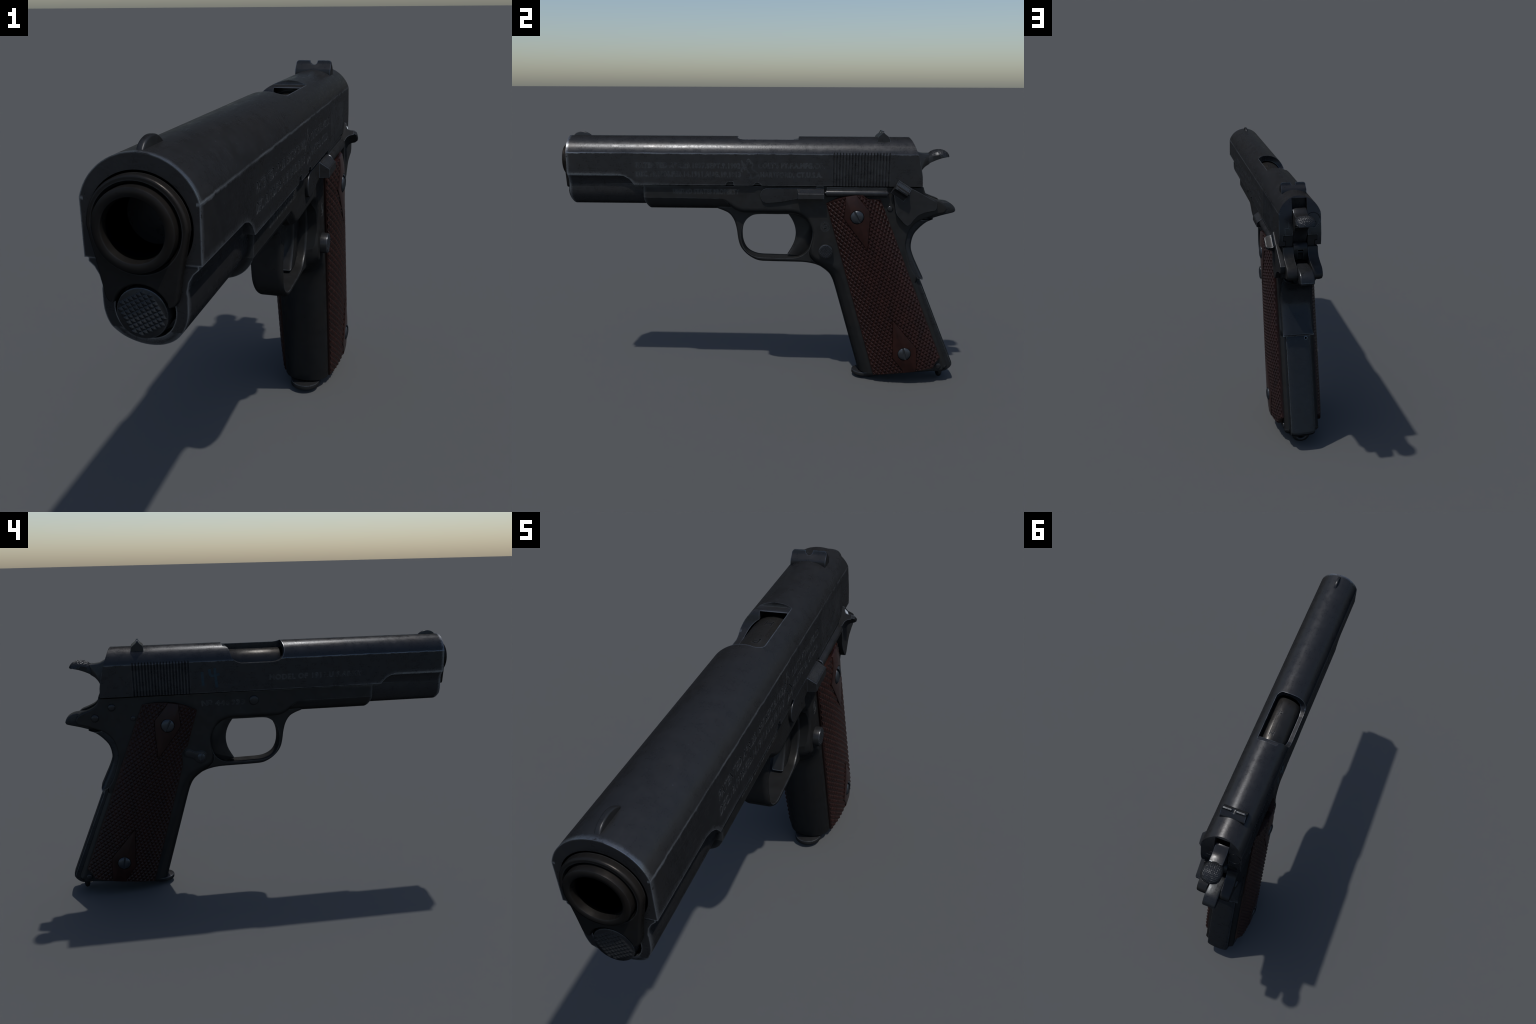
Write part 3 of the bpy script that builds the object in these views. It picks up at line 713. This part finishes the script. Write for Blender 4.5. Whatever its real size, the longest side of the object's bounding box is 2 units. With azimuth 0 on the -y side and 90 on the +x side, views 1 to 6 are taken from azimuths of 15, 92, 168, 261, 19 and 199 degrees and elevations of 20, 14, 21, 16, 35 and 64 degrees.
# ------------------------------------------------------------------ rear straps
def build_grip_safety():
    q, w = 0.018, 0.045
    low = spline([(0.735, 0.9000, 'c'), (0.905, 0.8830, 'c'), (0.861, 0.8610), (0.8235, 0.8445), (0.7880, 0.8130), (0.7625, 0.7760), (0.7535, 0.7220), (0.7665, 0.6730), (0.7985, 0.6055), (0.8205, 0.5600), (0.8190, 0.5505, 'c'),
                  (0.790, 0.5560, 'c'), (0.74, 0.60, 'c'), (0.70, 0.70, 'c'), (0.70, 0.78, 'c')], 0.012)
    low = rounded_prism('l', [(p[0], p[1], q*min(1, max(0.12, (p[1]-0.548)/0.03)) if p[0] > 0.748 else 0.002, w) for p in low], 0.0790, M_HOUSING, 30, seg=7)
    low = boolean(low, prism_x('c', [(0.95, 0.8865), (0.90, 0.876), (0.86, 0.8605), (0.835, 0.857), (0.80, 0.86), (0.6, 0.90), (0.6, 1.0), (1, 1)], -0.2, 0.2), smooth=30)
    tang = spline([(0.806, 0.943, 'c'), (0.825, 0.9470), (0.860, 0.9495), (0.895, 0.9495), (0.926, 0.9455), (0.9500, 0.9330), (0.9650, 0.9160), (0.9690, 0.9040), (0.9640, 0.8950), (0.9450, 0.8885), (0.905, 0.8780), (0.861, 0.8640), (0.825, 0.849, 'c'), (0.785, 0.845, 'c')], 0.009)
    tang = rounded_prism('grip_safety', [(p[0], p[1], 0.006, 0.008) for p in tang], 0.0350, M_HOUSING, 30, seg=4)
    tang = join([tang, low])
    tang.name = 'grip_safety'
    return tang

def build_housing():
    prof = spline([(0.760, 0.5570, 'c'), (0.8020, 0.5570, 'c'), (0.8110, 0.5430), (0.8200, 0.5235, 'c'), (0.9992, 0.0960, 'c'), (1.0002, 0.085), (0.9935, 0.0730), (0.9780, 0.0570), (0.9590, 0.0470), (0.935, 0.0430, 'c'), (0.90, 0.045, 'c')], 0.012)
    h = rounded_prism('mainspring_housing', [(p[0], p[1], 0.0105*min(1, max(0.1, (0.5565-p[1])/0.03)), 0.046) for p in prof], 0.0625, M_HOUSING, 30, seg=7)
    h = boolean(h, cyl('c', (-0.039, 0, 0.534), 0.0068, 0.79, 0.84, 'y', 16))
    h.name = 'mainspring_housing'
    return finish(h)

def build_lanyard():
    bm = bmesh.new(); R, r = 0.0370, 0.0122
    nu, nv = 40, 14; rows = []
    for i in range(nu+1):
        a = math.pi*(0.97+1.06*i/nu)
        c = Vector((R*math.cos(a), 0, R*math.sin(a)))
        row = []
        for j in range(nv):
            b = 2*math.pi*j/nv
            d = Vector((math.cos(a)*math.cos(b), math.sin(b), math.sin(a)*math.cos(b)))*r
            p = c+d
            row.append(bm.verts.new((p.x, 0.9395+p.y+0.10*(0.05-p.z)*0, 0.0514+p.z)))
        rows.append(row)
    for a, b in zip(rows, rows[1:]):
        for j in range(nv): bm.faces.new((a[j], a[(j+1) % nv], b[(j+1) % nv], b[j]))
    bm.faces.new(rows[0]); bm.faces.new(rows[-1])
    return mesh_obj('lanyard_loop', bm, M_SMALL, 40)

def build_magazine():
    n = 20
    pts = [(0.0585*math.cos(a), 0.540-0.062*math.sin(a)) for a in [math.pi*i/n for i in range(n+1)]]
    pts += [(-0.056, 0.90), (0.056, 0.90)]
    bm = bmesh.new()
    rows = []
    for off, ins in ((0.0, 0.004), (0.0025, 0.001), (0.005, 0.0), (0.021, 0.0), (0.0235, 0.001), (0.025, 0.0035)):
        row = []
        for x, y in pts:
            k = 1 - ins/0.06
            yy = 0.545+(y-0.545)*k if y < 0.545 else y
            row.append(bm.verts.new((x*k, yy, 0.0130+off*0.85+max(0, yy-0.545)*0.10)))
        rows.append(row)
    bm.faces.new(rows[0]); bm.faces.new(rows[-1][::-1])
    m = len(pts)
    for a, b in zip(rows, rows[1:]):
        for i in range(m): bm.faces.new((a[i], a[(i+1) % m], b[(i+1) % m], b[i]))
    return mesh_obj('magazine_floor_plate', bm, M_SMALL, 35)

# ------------------------------------------------------------------ controls
def build_trigger():
    t = spline([(0.1200, 0.8850, 'c'), (0.1370, 0.8650), (0.1540, 0.8380), (0.1660, 0.8060), (0.1700, 0.7700), (0.1645, 0.7330), (0.1500, 0.6980), (0.1285, 0.6615, 'c'), (0.190, 0.655, 'c'), (0.262, 0.70, 'c'), (0.262, 0.84, 'c'), (0.20, 0.885, 'c')], 0.009)
    return rounded_prism('trigger', [(p[0], p[1], 0.005, 0.009) for p in t], 0.0205, M_FRAME, 30, seg=4)

def build_slide_stop():
    out = [(0.1740, 1.0165), (0.0270, 1.0170)] + [(0.0275+0.0365*math.cos(math.radians(a)), 0.9790+0.0378*math.sin(math.radians(a))) for a in range(100, 261, 16)] + [(0.0285, 0.9410), (0.100, 0.9480), (0.176, 0.9640), (0.3068, 0.9655), (0.3045, 1.0165)]
    p = rounded_prism('p', [(q[0], q[1], 0.002, 0.003) for q in out], 0.0070, M_SMALL, 30, seg=3, xc=0.0915)
    # checkered thumb shelf
    sec = [(0.092, 1.0155), (0.0985, 1.0155), (0.1310, 0.9935), (0.1318, 0.9690), (0.1300, 0.9660), (0.092, 0.9640)]
    s = prism_y('s', sec, 0.1745, 0.3062)
    for v in s.data.vertices:
        if v.co.x > 0.11 and v.co.y < 0.2: v.co.y += 0.006
    bevel(s, 0.0016, 2, 25)
    tab = box('t', 0.0885, 0.0945, 0.2700, 0.3042, 1.010, 1.0285)
    p = boolean(p, [s, tab], 'UNION')
    a = Vector((0.0985, 1.0155)); b = Vector((0.1310, 0.9935)); d = (b-a).normalized(); nrm = Vector((-d.y, d.x))
    if nrm.x < 0: nrm = -nrm
    L = (b-a).length; sp = 0.0058
    bm = pyramids(0.24, L/2, lambda u, v: 0.1855 < u < 0.3020 and 0.004 < v < L-0.004, (sp*.7, sp*.7), (-sp*.7, sp*.7), 0.0001, 0.0017,
                  lambda u, v, h: (a.x+d.x*v+nrm.x*h, u, a.y+d.y*v+nrm.y*h))
    k = mesh_obj('k', bm, M_KNURL, 10)
    o = join([p, k], 'slide_stop')
    return finish(o)

def build_plunger():
    t = lathe('plunger_tube', [(0, 0.3165), (0.0150, 0.3165), (0.0172, 0.3185), (0.0175, 0.321), (0.0175, 0.611), (0.0172, 0.6145), (0.0150, 0.6160), (0, 0.6160)], (0.1015, 0, 0.9945), 'y', 28, M_SMALL, 35)
    web = box('w', 0.083, 0.1030, 0.3200, 0.6140, 0.9850, 1.0240)
    t = boolean(t, web, 'UNION', 35)
    pins = []
    for y, s in ((0.6160, 1), (0.3165, -1)):
        pins.append(lathe('plunger', [(0, y-s*0.005), (0.0085, y-s*0.005), (0.0085, y+s*0.005), (0.0055, y+s*0.009), (0, y+s*0.0105)], (0.1015, 0, 0.9945), 'y', 18, M_SMALL, 40))
    t.name = 'plunger_tube'
    return t, pins

def build_thumb_safety():
    out = spline([(0.6385, 1.0110, 'c'), (0.6690, 1.0635, 'c'), (0.7350, 1.0215, 'c'), (0.8500, 0.9610), (0.8600, 0.9480), (0.8600, 0.9260), (0.850, 0.9130, 'c'), (0.8194, 0.9077), (0.7720, 0.8895), (0.7340, 0.8440), (0.7220, 0.8370), (0.7100, 0.8425), (0.6780, 0.8760), (0.6610, 0.9020), (0.6540, 0.9450), (0.6475, 0.985)], 0.01)
    p = rounded_prism('p', [(q[0], q[1], 0.0022, 0.003) for q in out], 0.0125, M_SAFETY, 30, seg=3, xc=0.0995)
    # shelf that stands out along the upper edge, with a concave flare below
    a = Vector((0.6430, 1.0185)); b = Vector((0.6690, 1.0620)); c = Vector((0.7330, 1.0215)); d = Vector((0.7060, 0.9790))
    along = (c-b).normalized(); down = (a-b).normalized()
    L = (c-b).length
    # section in (x, distance below the upper edge)
    sec = [(0.1000, 0.000), (0.1135, 0.000), (0.1142, 0.006), (0.1160, 0.015), (0.1205, 0.0225), (0.1300, 0.0265), (0.1480, 0.0270), (0.1545, 0.0295), (0.1563, 0.0345), (0.1540, 0.0400), (0.1450, 0.0440), (0.1290, 0.0480), (0.1200, 0.0560), (0.1130, 0.0720), (0.1000, 0.0740)]
    bm = bmesh.new(); rows = []
    m = len(sec)
    for k in range(9):
        t = k/8; y = L*t
        row = []
        for x, w in sec:
            xm = 0.1563 - 0.012*max(0, (abs(t-0.5)-0.30)/0.2)**2 * 1.0
            xx = min(x, xm) if x > 0.12 else x
            q = b + along*y + down*w
            row.append(bm.verts.new((xx, q.x, q.y)))
        rows.append(row)
    bm.faces.new(rows[0]); bm.faces.new(rows[-1][::-1])
    for r0, r1 in zip(rows, rows[1:]):
        for i in range(m): bm.faces.new((r0[i], r0[(i+1) % m], r1[(i+1) % m], r1[i]))
    s = mesh_obj('s', bm)
    p = boolean(p, s, 'UNION', 35)
    k = []
    for i in range(14):       # fine cross cuts on the thumb face
        y = L*(0.12+0.76*i/13)
        q0 = b+along*y+down*0.007; q1 = b+along*y+down*0.0235
        k.append(((0.1144, q0), (0.1212, q1)))
    bm = bmesh.new()
    for (x0, q0), (x1, q1) in k:
        w = along*0.0011
        vs = [bm.verts.new(v) for v in ((x0-0.002, q0.x-w.x, q0.y-w.y), (x0-0.002, q0.x+w.x, q0.y+w.y), (x1-0.002, q1.x+w.x, q1.y+w.y), (x1-0.002, q1.x-w.x, q1.y-w.y))]
        ts = [bm.verts.new(v) for v in ((x0+0.0012, q0.x, q0.y), (x1+0.0012, q1.x, q1.y))]
        bm.faces.new((vs[0], vs[1], ts[0])); bm.faces.new((vs[2], vs[3], ts[1]))
        bm.faces.new((vs[1], vs[2], ts[1], ts[0])); bm.faces.new((vs[3], vs[0], ts[0], ts[1])); bm.faces.new(vs[::-1])
    return finish(join([p, mesh_obj('k', bm, M_SAFETY)], 'thumb_safety'))

def domed_pin(name, y, z, r, side, base, dome, mat=None):
    prof = [(0, base-0.01), (r, base-0.01), (r, base+dome*0.35), (r*0.93, base+dome*0.6), (r*0.75, base+dome*0.82), (r*0.45, base+dome*0.96), (0, base+dome)]
    o = lathe(name, [(q[0], side*q[1]) for q in prof], (0, y, z), 'x', 26, mat or M_SMALL, 50)
    return o

def build_mag_catch():
    c = (0, 0.3200, 0.7014)
    b = lathe('magazine_catch', [(0, 0.06), (0.0355, 0.06), (0.0355, 0.1085), (0.0345, 0.1112), (0.0320, 0.1125), (0, 0.1125)], c, 'x', 40, M_SMALL, 35)
    s = 0.0058
    bm = pyramids(c[1], c[2], lambda u, v: math.hypot(u-c[1], v-c[2]) < 0.0305, (s*.7, s*.7), (-s*.7, s*.7), 0.1124, 0.1142, lambda u, v, h: (h, u, v))
    b = join([b, mesh_obj('k', bm, M_KNURL, 10)], 'magazine_catch')
    # keyhole-shaped lock on the other flank
    key = spline([(0.2835, 0.6985), (0.2885, 0.7180), (0.3060, 0.7285), (0.3260, 0.7250), (0.3420, 0.7260), (0.3680, 0.7400), (0.3860, 0.7350), (0.3915, 0.7200), (0.3830, 0.7060), (0.3620, 0.7000), (0.3450, 0.6920), (0.3290, 0.6760), (0.3080, 0.6695), (0.2900, 0.6790)], 0.006)
    k = rounded_prism('magazine_catch_lock', [(p[0], p[1], 0.004, 0.004) for p in key], 0.007, M_SMALL, 30, seg=3, xc=-0.0845)
    sc = lathe('lock_screw', [(0, -0.085), (0.0190, -0.085), (0.0190, -0.0922), (0.0165, -0.0940), (0, -0.0950)], (0, 0.3080, 0.6990), 'x', 28, M_SCREW, 40)
    slot = box('c', -0.10, -0.0920, -0.025, 0.025, -0.0028, 0.0028)
    slot.data.transform(Matrix.Translation((0, 0.3080, 0.6990)) @ Matrix.Rotation(math.radians(-75), 4, 'X'))
    sc = boolean(sc, slot, smooth=40); sc.name = 'lock_screw'
    # raised collar of the frame round the catch
    ring = spline([(0.2790, 0.6980), (0.2840, 0.7215), (0.3050, 0.7335), (0.3260, 0.7300), (0.3405, 0.7310), (0.3680, 0.7460), (0.3905, 0.7400), (0.3975, 0.7195), (0.3870, 0.7010), (0.3640, 0.6950), (0.3485, 0.6885), (0.3320, 0.6715), (0.3080, 0.6640), (0.2860, 0.6755)], 0.006)
    col = rounded_prism('catch_collar', [(p[0], p[1], 0.004, 0.003) for p in ring], 0.0035, M_FRAME, 30, seg=3, xc=-0.0865)
    return b, k, sc, col

def build_screw(y, z, ang, side):
    r = 0.0325
    prof = [(0, 0.11), (r, 0.11), (r, 0.1345), (r*0.985, 0.1365), (r*0.9, 0.1395), (r*0.7, 0.1425), (r*0.4, 0.1440), (0, 0.1446)]
    s = lathe('grip_screw', [(q[0], side*q[1]) for q in prof], (0, 0, 0), 'x', 36, M_SCREW, 40)
    slot = box('c', side*0.1350, side*0.17, -0.05, 0.05, -0.0050, 0.0050)
    slot.data.transform(Matrix.Rotation(math.radians(ang), 4, 'X'))
    if side < 0:
        bm = bmesh.new(); bm.from_mesh(slot.data); bmesh.ops.recalc_face_normals(bm, faces=bm.faces[:]); bm.to_mesh(slot.data); bm.free()
    s = boolean(s, slot, smooth=40)
    s.data.transform(Matrix.Translation((0, y, z)))
    s.name = 'grip_screw'
    return s

# ------------------------------------------------------------------ grip panels
def build_panel(side):
    right = side > 0
    if right:
        out = [(0.3185, 0.9420, 'c'), (0.3600, 0.9640), (0.4100, 0.9800), (0.4700, 0.9890), (0.4980, 0.9870, 'c'), (0.5180, 0.9720), (0.5320, 0.9670, 'c'), (0.5860, 0.9680, 'c'), (0.6060, 0.9180, 'c'),
               (0.9240, 0.1420, 'c'), (0.9160, 0.1330), (0.8980, 0.1120), (0.8880, 0.0885, 'c'), (0.7300, 0.0640, 'c'), (0.5845, 0.0390, 'c')]
    else:
        out = [(0.3190, 0.9440, 'c'), (0.3600, 0.9650), (0.4100, 0.9830), (0.4700, 0.9930), (0.5310, 0.9930), (0.5870, 0.9850, 'c'), (0.6180, 0.9150, 'c'),
               (0.9240, 0.1420, 'c'), (0.9160, 0.1330), (0.8980, 0.1120), (0.8880, 0.0885, 'c'), (0.7300, 0.0640, 'c'), (0.5845, 0.0390, 'c'),
               (0.4040, 0.6650, 'c'), (0.4040, 0.7000), (0.4060, 0.7250), (0.3960, 0.7470), (0.3740, 0.7640, 'c')]
    out = spline(out, 0.012)
    D1 = [(0.4090, 1.05), (0.4120, 0.9600), (0.4053, 0.8710), (0.5270, 0.7140), (0.5340, 0.8680), (0.5310, 0.9110), (0.4660, 0.9880), (0.4660, 1.05)]
    D2 = [(0.6665, 0.3540), (0.7945, 0.2030), (0.7995, 0.1200), (0.7995, 0.02), (0.7290, 0.02), (0.7290, 0.0800), (0.6745, 0.1460)]
    ax = Vector((0.3165, -0.9486)).normalized()         # grip axis in (y,z)
    ac = Vector((-ax.y, ax.x))
    def edges(z):
        f = 0.3185 + (0.9420-z)*0.2967; r_ = 0.6060 + (0.9180-z)*0.4098
        return f, r_
    def bulge(y, z):
        f, r_ = edges(z); s = (2*(y-f)/(r_-f)-1)
        s = max(-1, min(1, s))
        b = 0.036*(1-abs(s)**2.3)
        b *= 1-0.22*max(0.0, min(1, (0.20-z)/0.15))**2
        b *= 1-0.25*max(0.0, min(1, (z-0.90)/0.10))**2
        return b
    base = 0.0870
    def curve(bm):
        for v in bm.verts:
            if v.co.x > 0.001: v.co.x += bulge(v.co.y, v.co.z)
            v.co.x += base
    # checkering slab
    p = 0.0192; h = math.radians(33)
    a = (ax*math.cos(h)+ac*math.sin(h))*p; b = (ax*math.cos(h)-ac*math.sin(h))*p
    bm = pyramids(0.62, 0.52, lambda u, v: 0.0 < v < 1.04 and edges(v)[0]-0.05 < u < edges(v)[1]+0.05, a, b, 0.0080, 0.0126, lambda u, v, q: (q, u, v))
    # close it below
    bot = {}
    bnd = [e for e in bm.edges if len(e.link_faces) == 1]
    ext = bmesh.ops.extrude_edge_only(bm, edges=bnd)
    vs = [g for g in ext['geom'] if isinstance(g, bmesh.types.BMVert)]
    for v in vs: v.co.x = -0.01
    es = [g for g in ext['geom'] if isinstance(g, bmesh.types.BMEdge) and all(v in set(vs) for v in g.verts)]
    bmesh.ops.edgeloop_fill(bm, edges=es)
    slab = mesh_obj('slab', bm, M_WOOD, 10)
    pr = [(q[0], q[1]) for q in out]
    prism = prism_x('c', pr, -0.0005, 0.06)
    ins = []
    A = pr if area(pr) > 0 else pr[::-1]
    for i_ in range(len(A)):
        e1 = (Vector(A[i_])-Vector(A[i_-1])).normalized(); e2 = (Vector(A[(i_+1) % len(A)])-Vector(A[i_])).normalized()
        m_ = Vector((-e1.y, e1.x))+Vector((-e2.y, e2.x)); m_.normalize()
        ins.append(tuple(Vector(A[i_])+m_*0.0032/max(0.6, m_.dot(Vector((-e1.y, e1.x))))))
    slab = boolean(slab, prism_x('c', ins, -0.0005, 0.06), 'INTERSECT', 10)
    def clipped(poly, x1, inset):
        A = area(poly); P = poly if A > 0 else poly[::-1]; n = len(P); q = []
        for i in range(n):
            e1 = (Vector(P[i])-Vector(P[i-1])).normalized(); e2 = (Vector(P[(i+1) % n])-Vector(P[i])).normalized()
            m = Vector((-e1.y, e1.x))+Vector((-e2.y, e2.x)); m.normalize(); c = max(0.35, m.dot(Vector((-e1.y, e1.x))))
            q.append(tuple(Vector(P[i])+m*inset/c))
        o = prism_x('d', q, -0.0005, x1)
        return o
    slab = boolean(slab, [clipped(D1, 0.06, -0.0005), clipped(D2, 0.06, -0.0005)], smooth=10)
    plates = []
    for Dm, c in ((D1, (0.4700, 0.8820)), (D2, (0.7335, 0.1725))):
        o = clipped(Dm, 0.0138, 0.0012)
        o = boolean(o, prism, 'INTERSECT', 30, keep=True)
        bevel(o, 0.0024, 2, 50)
        bmw = bmesh.new()
        o = boolean(o, cyl('c', (0, c[0], c[1]), 0.0345, 0.003, 0.05, 'x', 32)); bmw.free()
        # slice so that it can follow the curved face
        bm2 = bmesh.new(); bm2.from_mesh(o.data)
        for i in range(-40, 41):
            co = Vector((0, c[0], c[1])) + Vector((0, ac.x, ac.y))*(i*0.010)
            bmesh.ops.bisect_plane(bm2, geom=bm2.verts[:]+bm2.edges[:]+bm2.faces[:], plane_co=co, plane_no=(0, ac.x, ac.y))
        bmesh.ops.triangulate(bm2, faces=[f for f in bm2.faces if len(f.verts) > 4])
        bm2.to_mesh(o.data); bm2.free()
        plates.append(o)
    # floor under the plates' grooves
    fl = prism_x('fl', pr, -0.0005, 0.0082)
    bm2 = bmesh.new(); bm2.from_mesh(fl.data)
    for i in range(-30, 31):
        co = Vector((0, 0.62, 0.52)) + Vector((0, ac.x, ac.y))*(i*0.012)
        bmesh.ops.bisect_plane(bm2, geom=bm2.verts[:]+bm2.edges[:]+bm2.faces[:], plane_co=co, plane_no=(0, ac.x, ac.y))
    bm2.to_mesh(fl.data); bm2.free()
    discard(prism)
    objs = []
    for o in [slab] + plates + [fl]:
        bm2 = bmesh.new(); bm2.from_mesh(o.data)
        bmesh.ops.triangulate(bm2, faces=[f for f in bm2.faces if len(f.verts) > 4])
        curve(bm2)
        if not right:
            for v in bm2.verts: v.co.x *= -1
            bmesh.ops.reverse_faces(bm2, faces=bm2.faces[:])
        bm2.to_mesh(o.data); bm2.free()
        objs.append(o)
    objs[0].data.materials.clear(); objs[0].data.materials.append(M_WOOD)
    chk = objs[0]; wrap_again(chk, 8)
    pn = objs[1:]
    for o in pn:
        o.data.materials.clear(); o.data.materials.append(M_WOOD)
    panel = join(pn, 'grip_panel')
    wrap_again(panel, 28)
    chk.name = 'checkering'; chk['kind'] = 'stuff'
    return panel, chk

# ------------------------------------------------------------------ assembly
root = bpy.data.objects.new('pistol', None); link(root)
root.location = (X0, 0, 0)
root.empty_display_size = 0.1
root['label'] = 'worn dark blued steel service pistol with checkered walnut grips'
root['category'] = 'pistol'

def child(o, name, parent=root):
    o.name = name; o.data.name = name
    o.parent = parent
    return o

slide = child(build_slide(), 'slide')
frame = child(build_frame(), 'frame')
b, c, bore = build_barrel()
barrel = child(b, 'barrel'); child(c, 'barrel_chamber', barrel); child(bore, 'bore', barrel)
child(build_bushing(), 'barrel_bushing')
child(build_plug(), 'recoil_spring_plug')
fs, rs = build_sights()
child(fs, 'front_sight'); child(rs, 'rear_sight')
h, s = build_hammer()
hm = child(h, 'hammer'); s.data.materials.clear(); s.data.materials.append(M_KNURL); child(s, 'hammer_spur', hm)
child(build_strut(), 'sear_block')
child(build_grip_safety(), 'grip_safety')
child(build_housing(), 'mainspring_housing')
child(build_lanyard(), 'lanyard_loop')
child(build_magazine(), 'magazine_floor_plate')
child(build_trigger(), 'trigger')
child(build_slide_stop(), 'slide_stop')
t, pins = build_plunger()
tube = child(t, 'plunger_tube')
for q in pins: child(q, 'plunger', tube)
child(build_thumb_safety(), 'thumb_safety')
b, k, sc, col = build_mag_catch()
mc = child(b, 'magazine_catch'); lk = child(k, 'magazine_catch_lock', mc); child(sc, 'lock_screw', mc); child(col, 'catch_collar')
for y, z, r, sd, dome in ((0.7359, 0.9789, 0.0180, -1, 0.010), (0.8195, 0.9289, 0.0190, -1, 0.010), (0.6354, 0.9180, 0.0130, -1, 0.006),
                          (0.0298, 0.9773, 0.0245, -1, 0.009), (0.6349, 0.9172, 0.0145, 1, 0.006), (0.9175, 0.0915, 0.0155, 1, 0.006), (0.9175, 0.0915, 0.0155, -1, 0.006)):
    child(domed_pin('pin', y, z, r, sd, 0.0875, dome), 'pin')
for sd, angs in ((1, (-63, -76)), (-1, (-61, -80))):
    panel, chk = build_panel(sd)
    pn = child(panel, 'grip_panel'); child(chk, 'checkering', pn)
    for (y, z), a in zip(((0.4700, 0.8820), (0.7335, 0.1725)), angs):
        child(build_screw(y, z, a, sd), 'grip_screw', pn)
# painted rack number on the slide
def paint(paths, width):
    o = stroke_cutter(paths, -1, 0.1050, width, 0.0004, 1.0)
    o.data.materials.append(M_PAINT); return o
child(paint([[(0.2872, 1.1335), (0.2835, 1.0660)], [(0.2505, 1.1455), (0.2490, 1.130), (0.2465, 1.1140)], [(0.2460, 1.1140), (0.225, 1.1130), (0.2010, 1.1205)], [(0.2240, 1.1510), (0.2205, 1.1000), (0.2160, 1.0545)]], 0.0135), 'painted_number', slide)
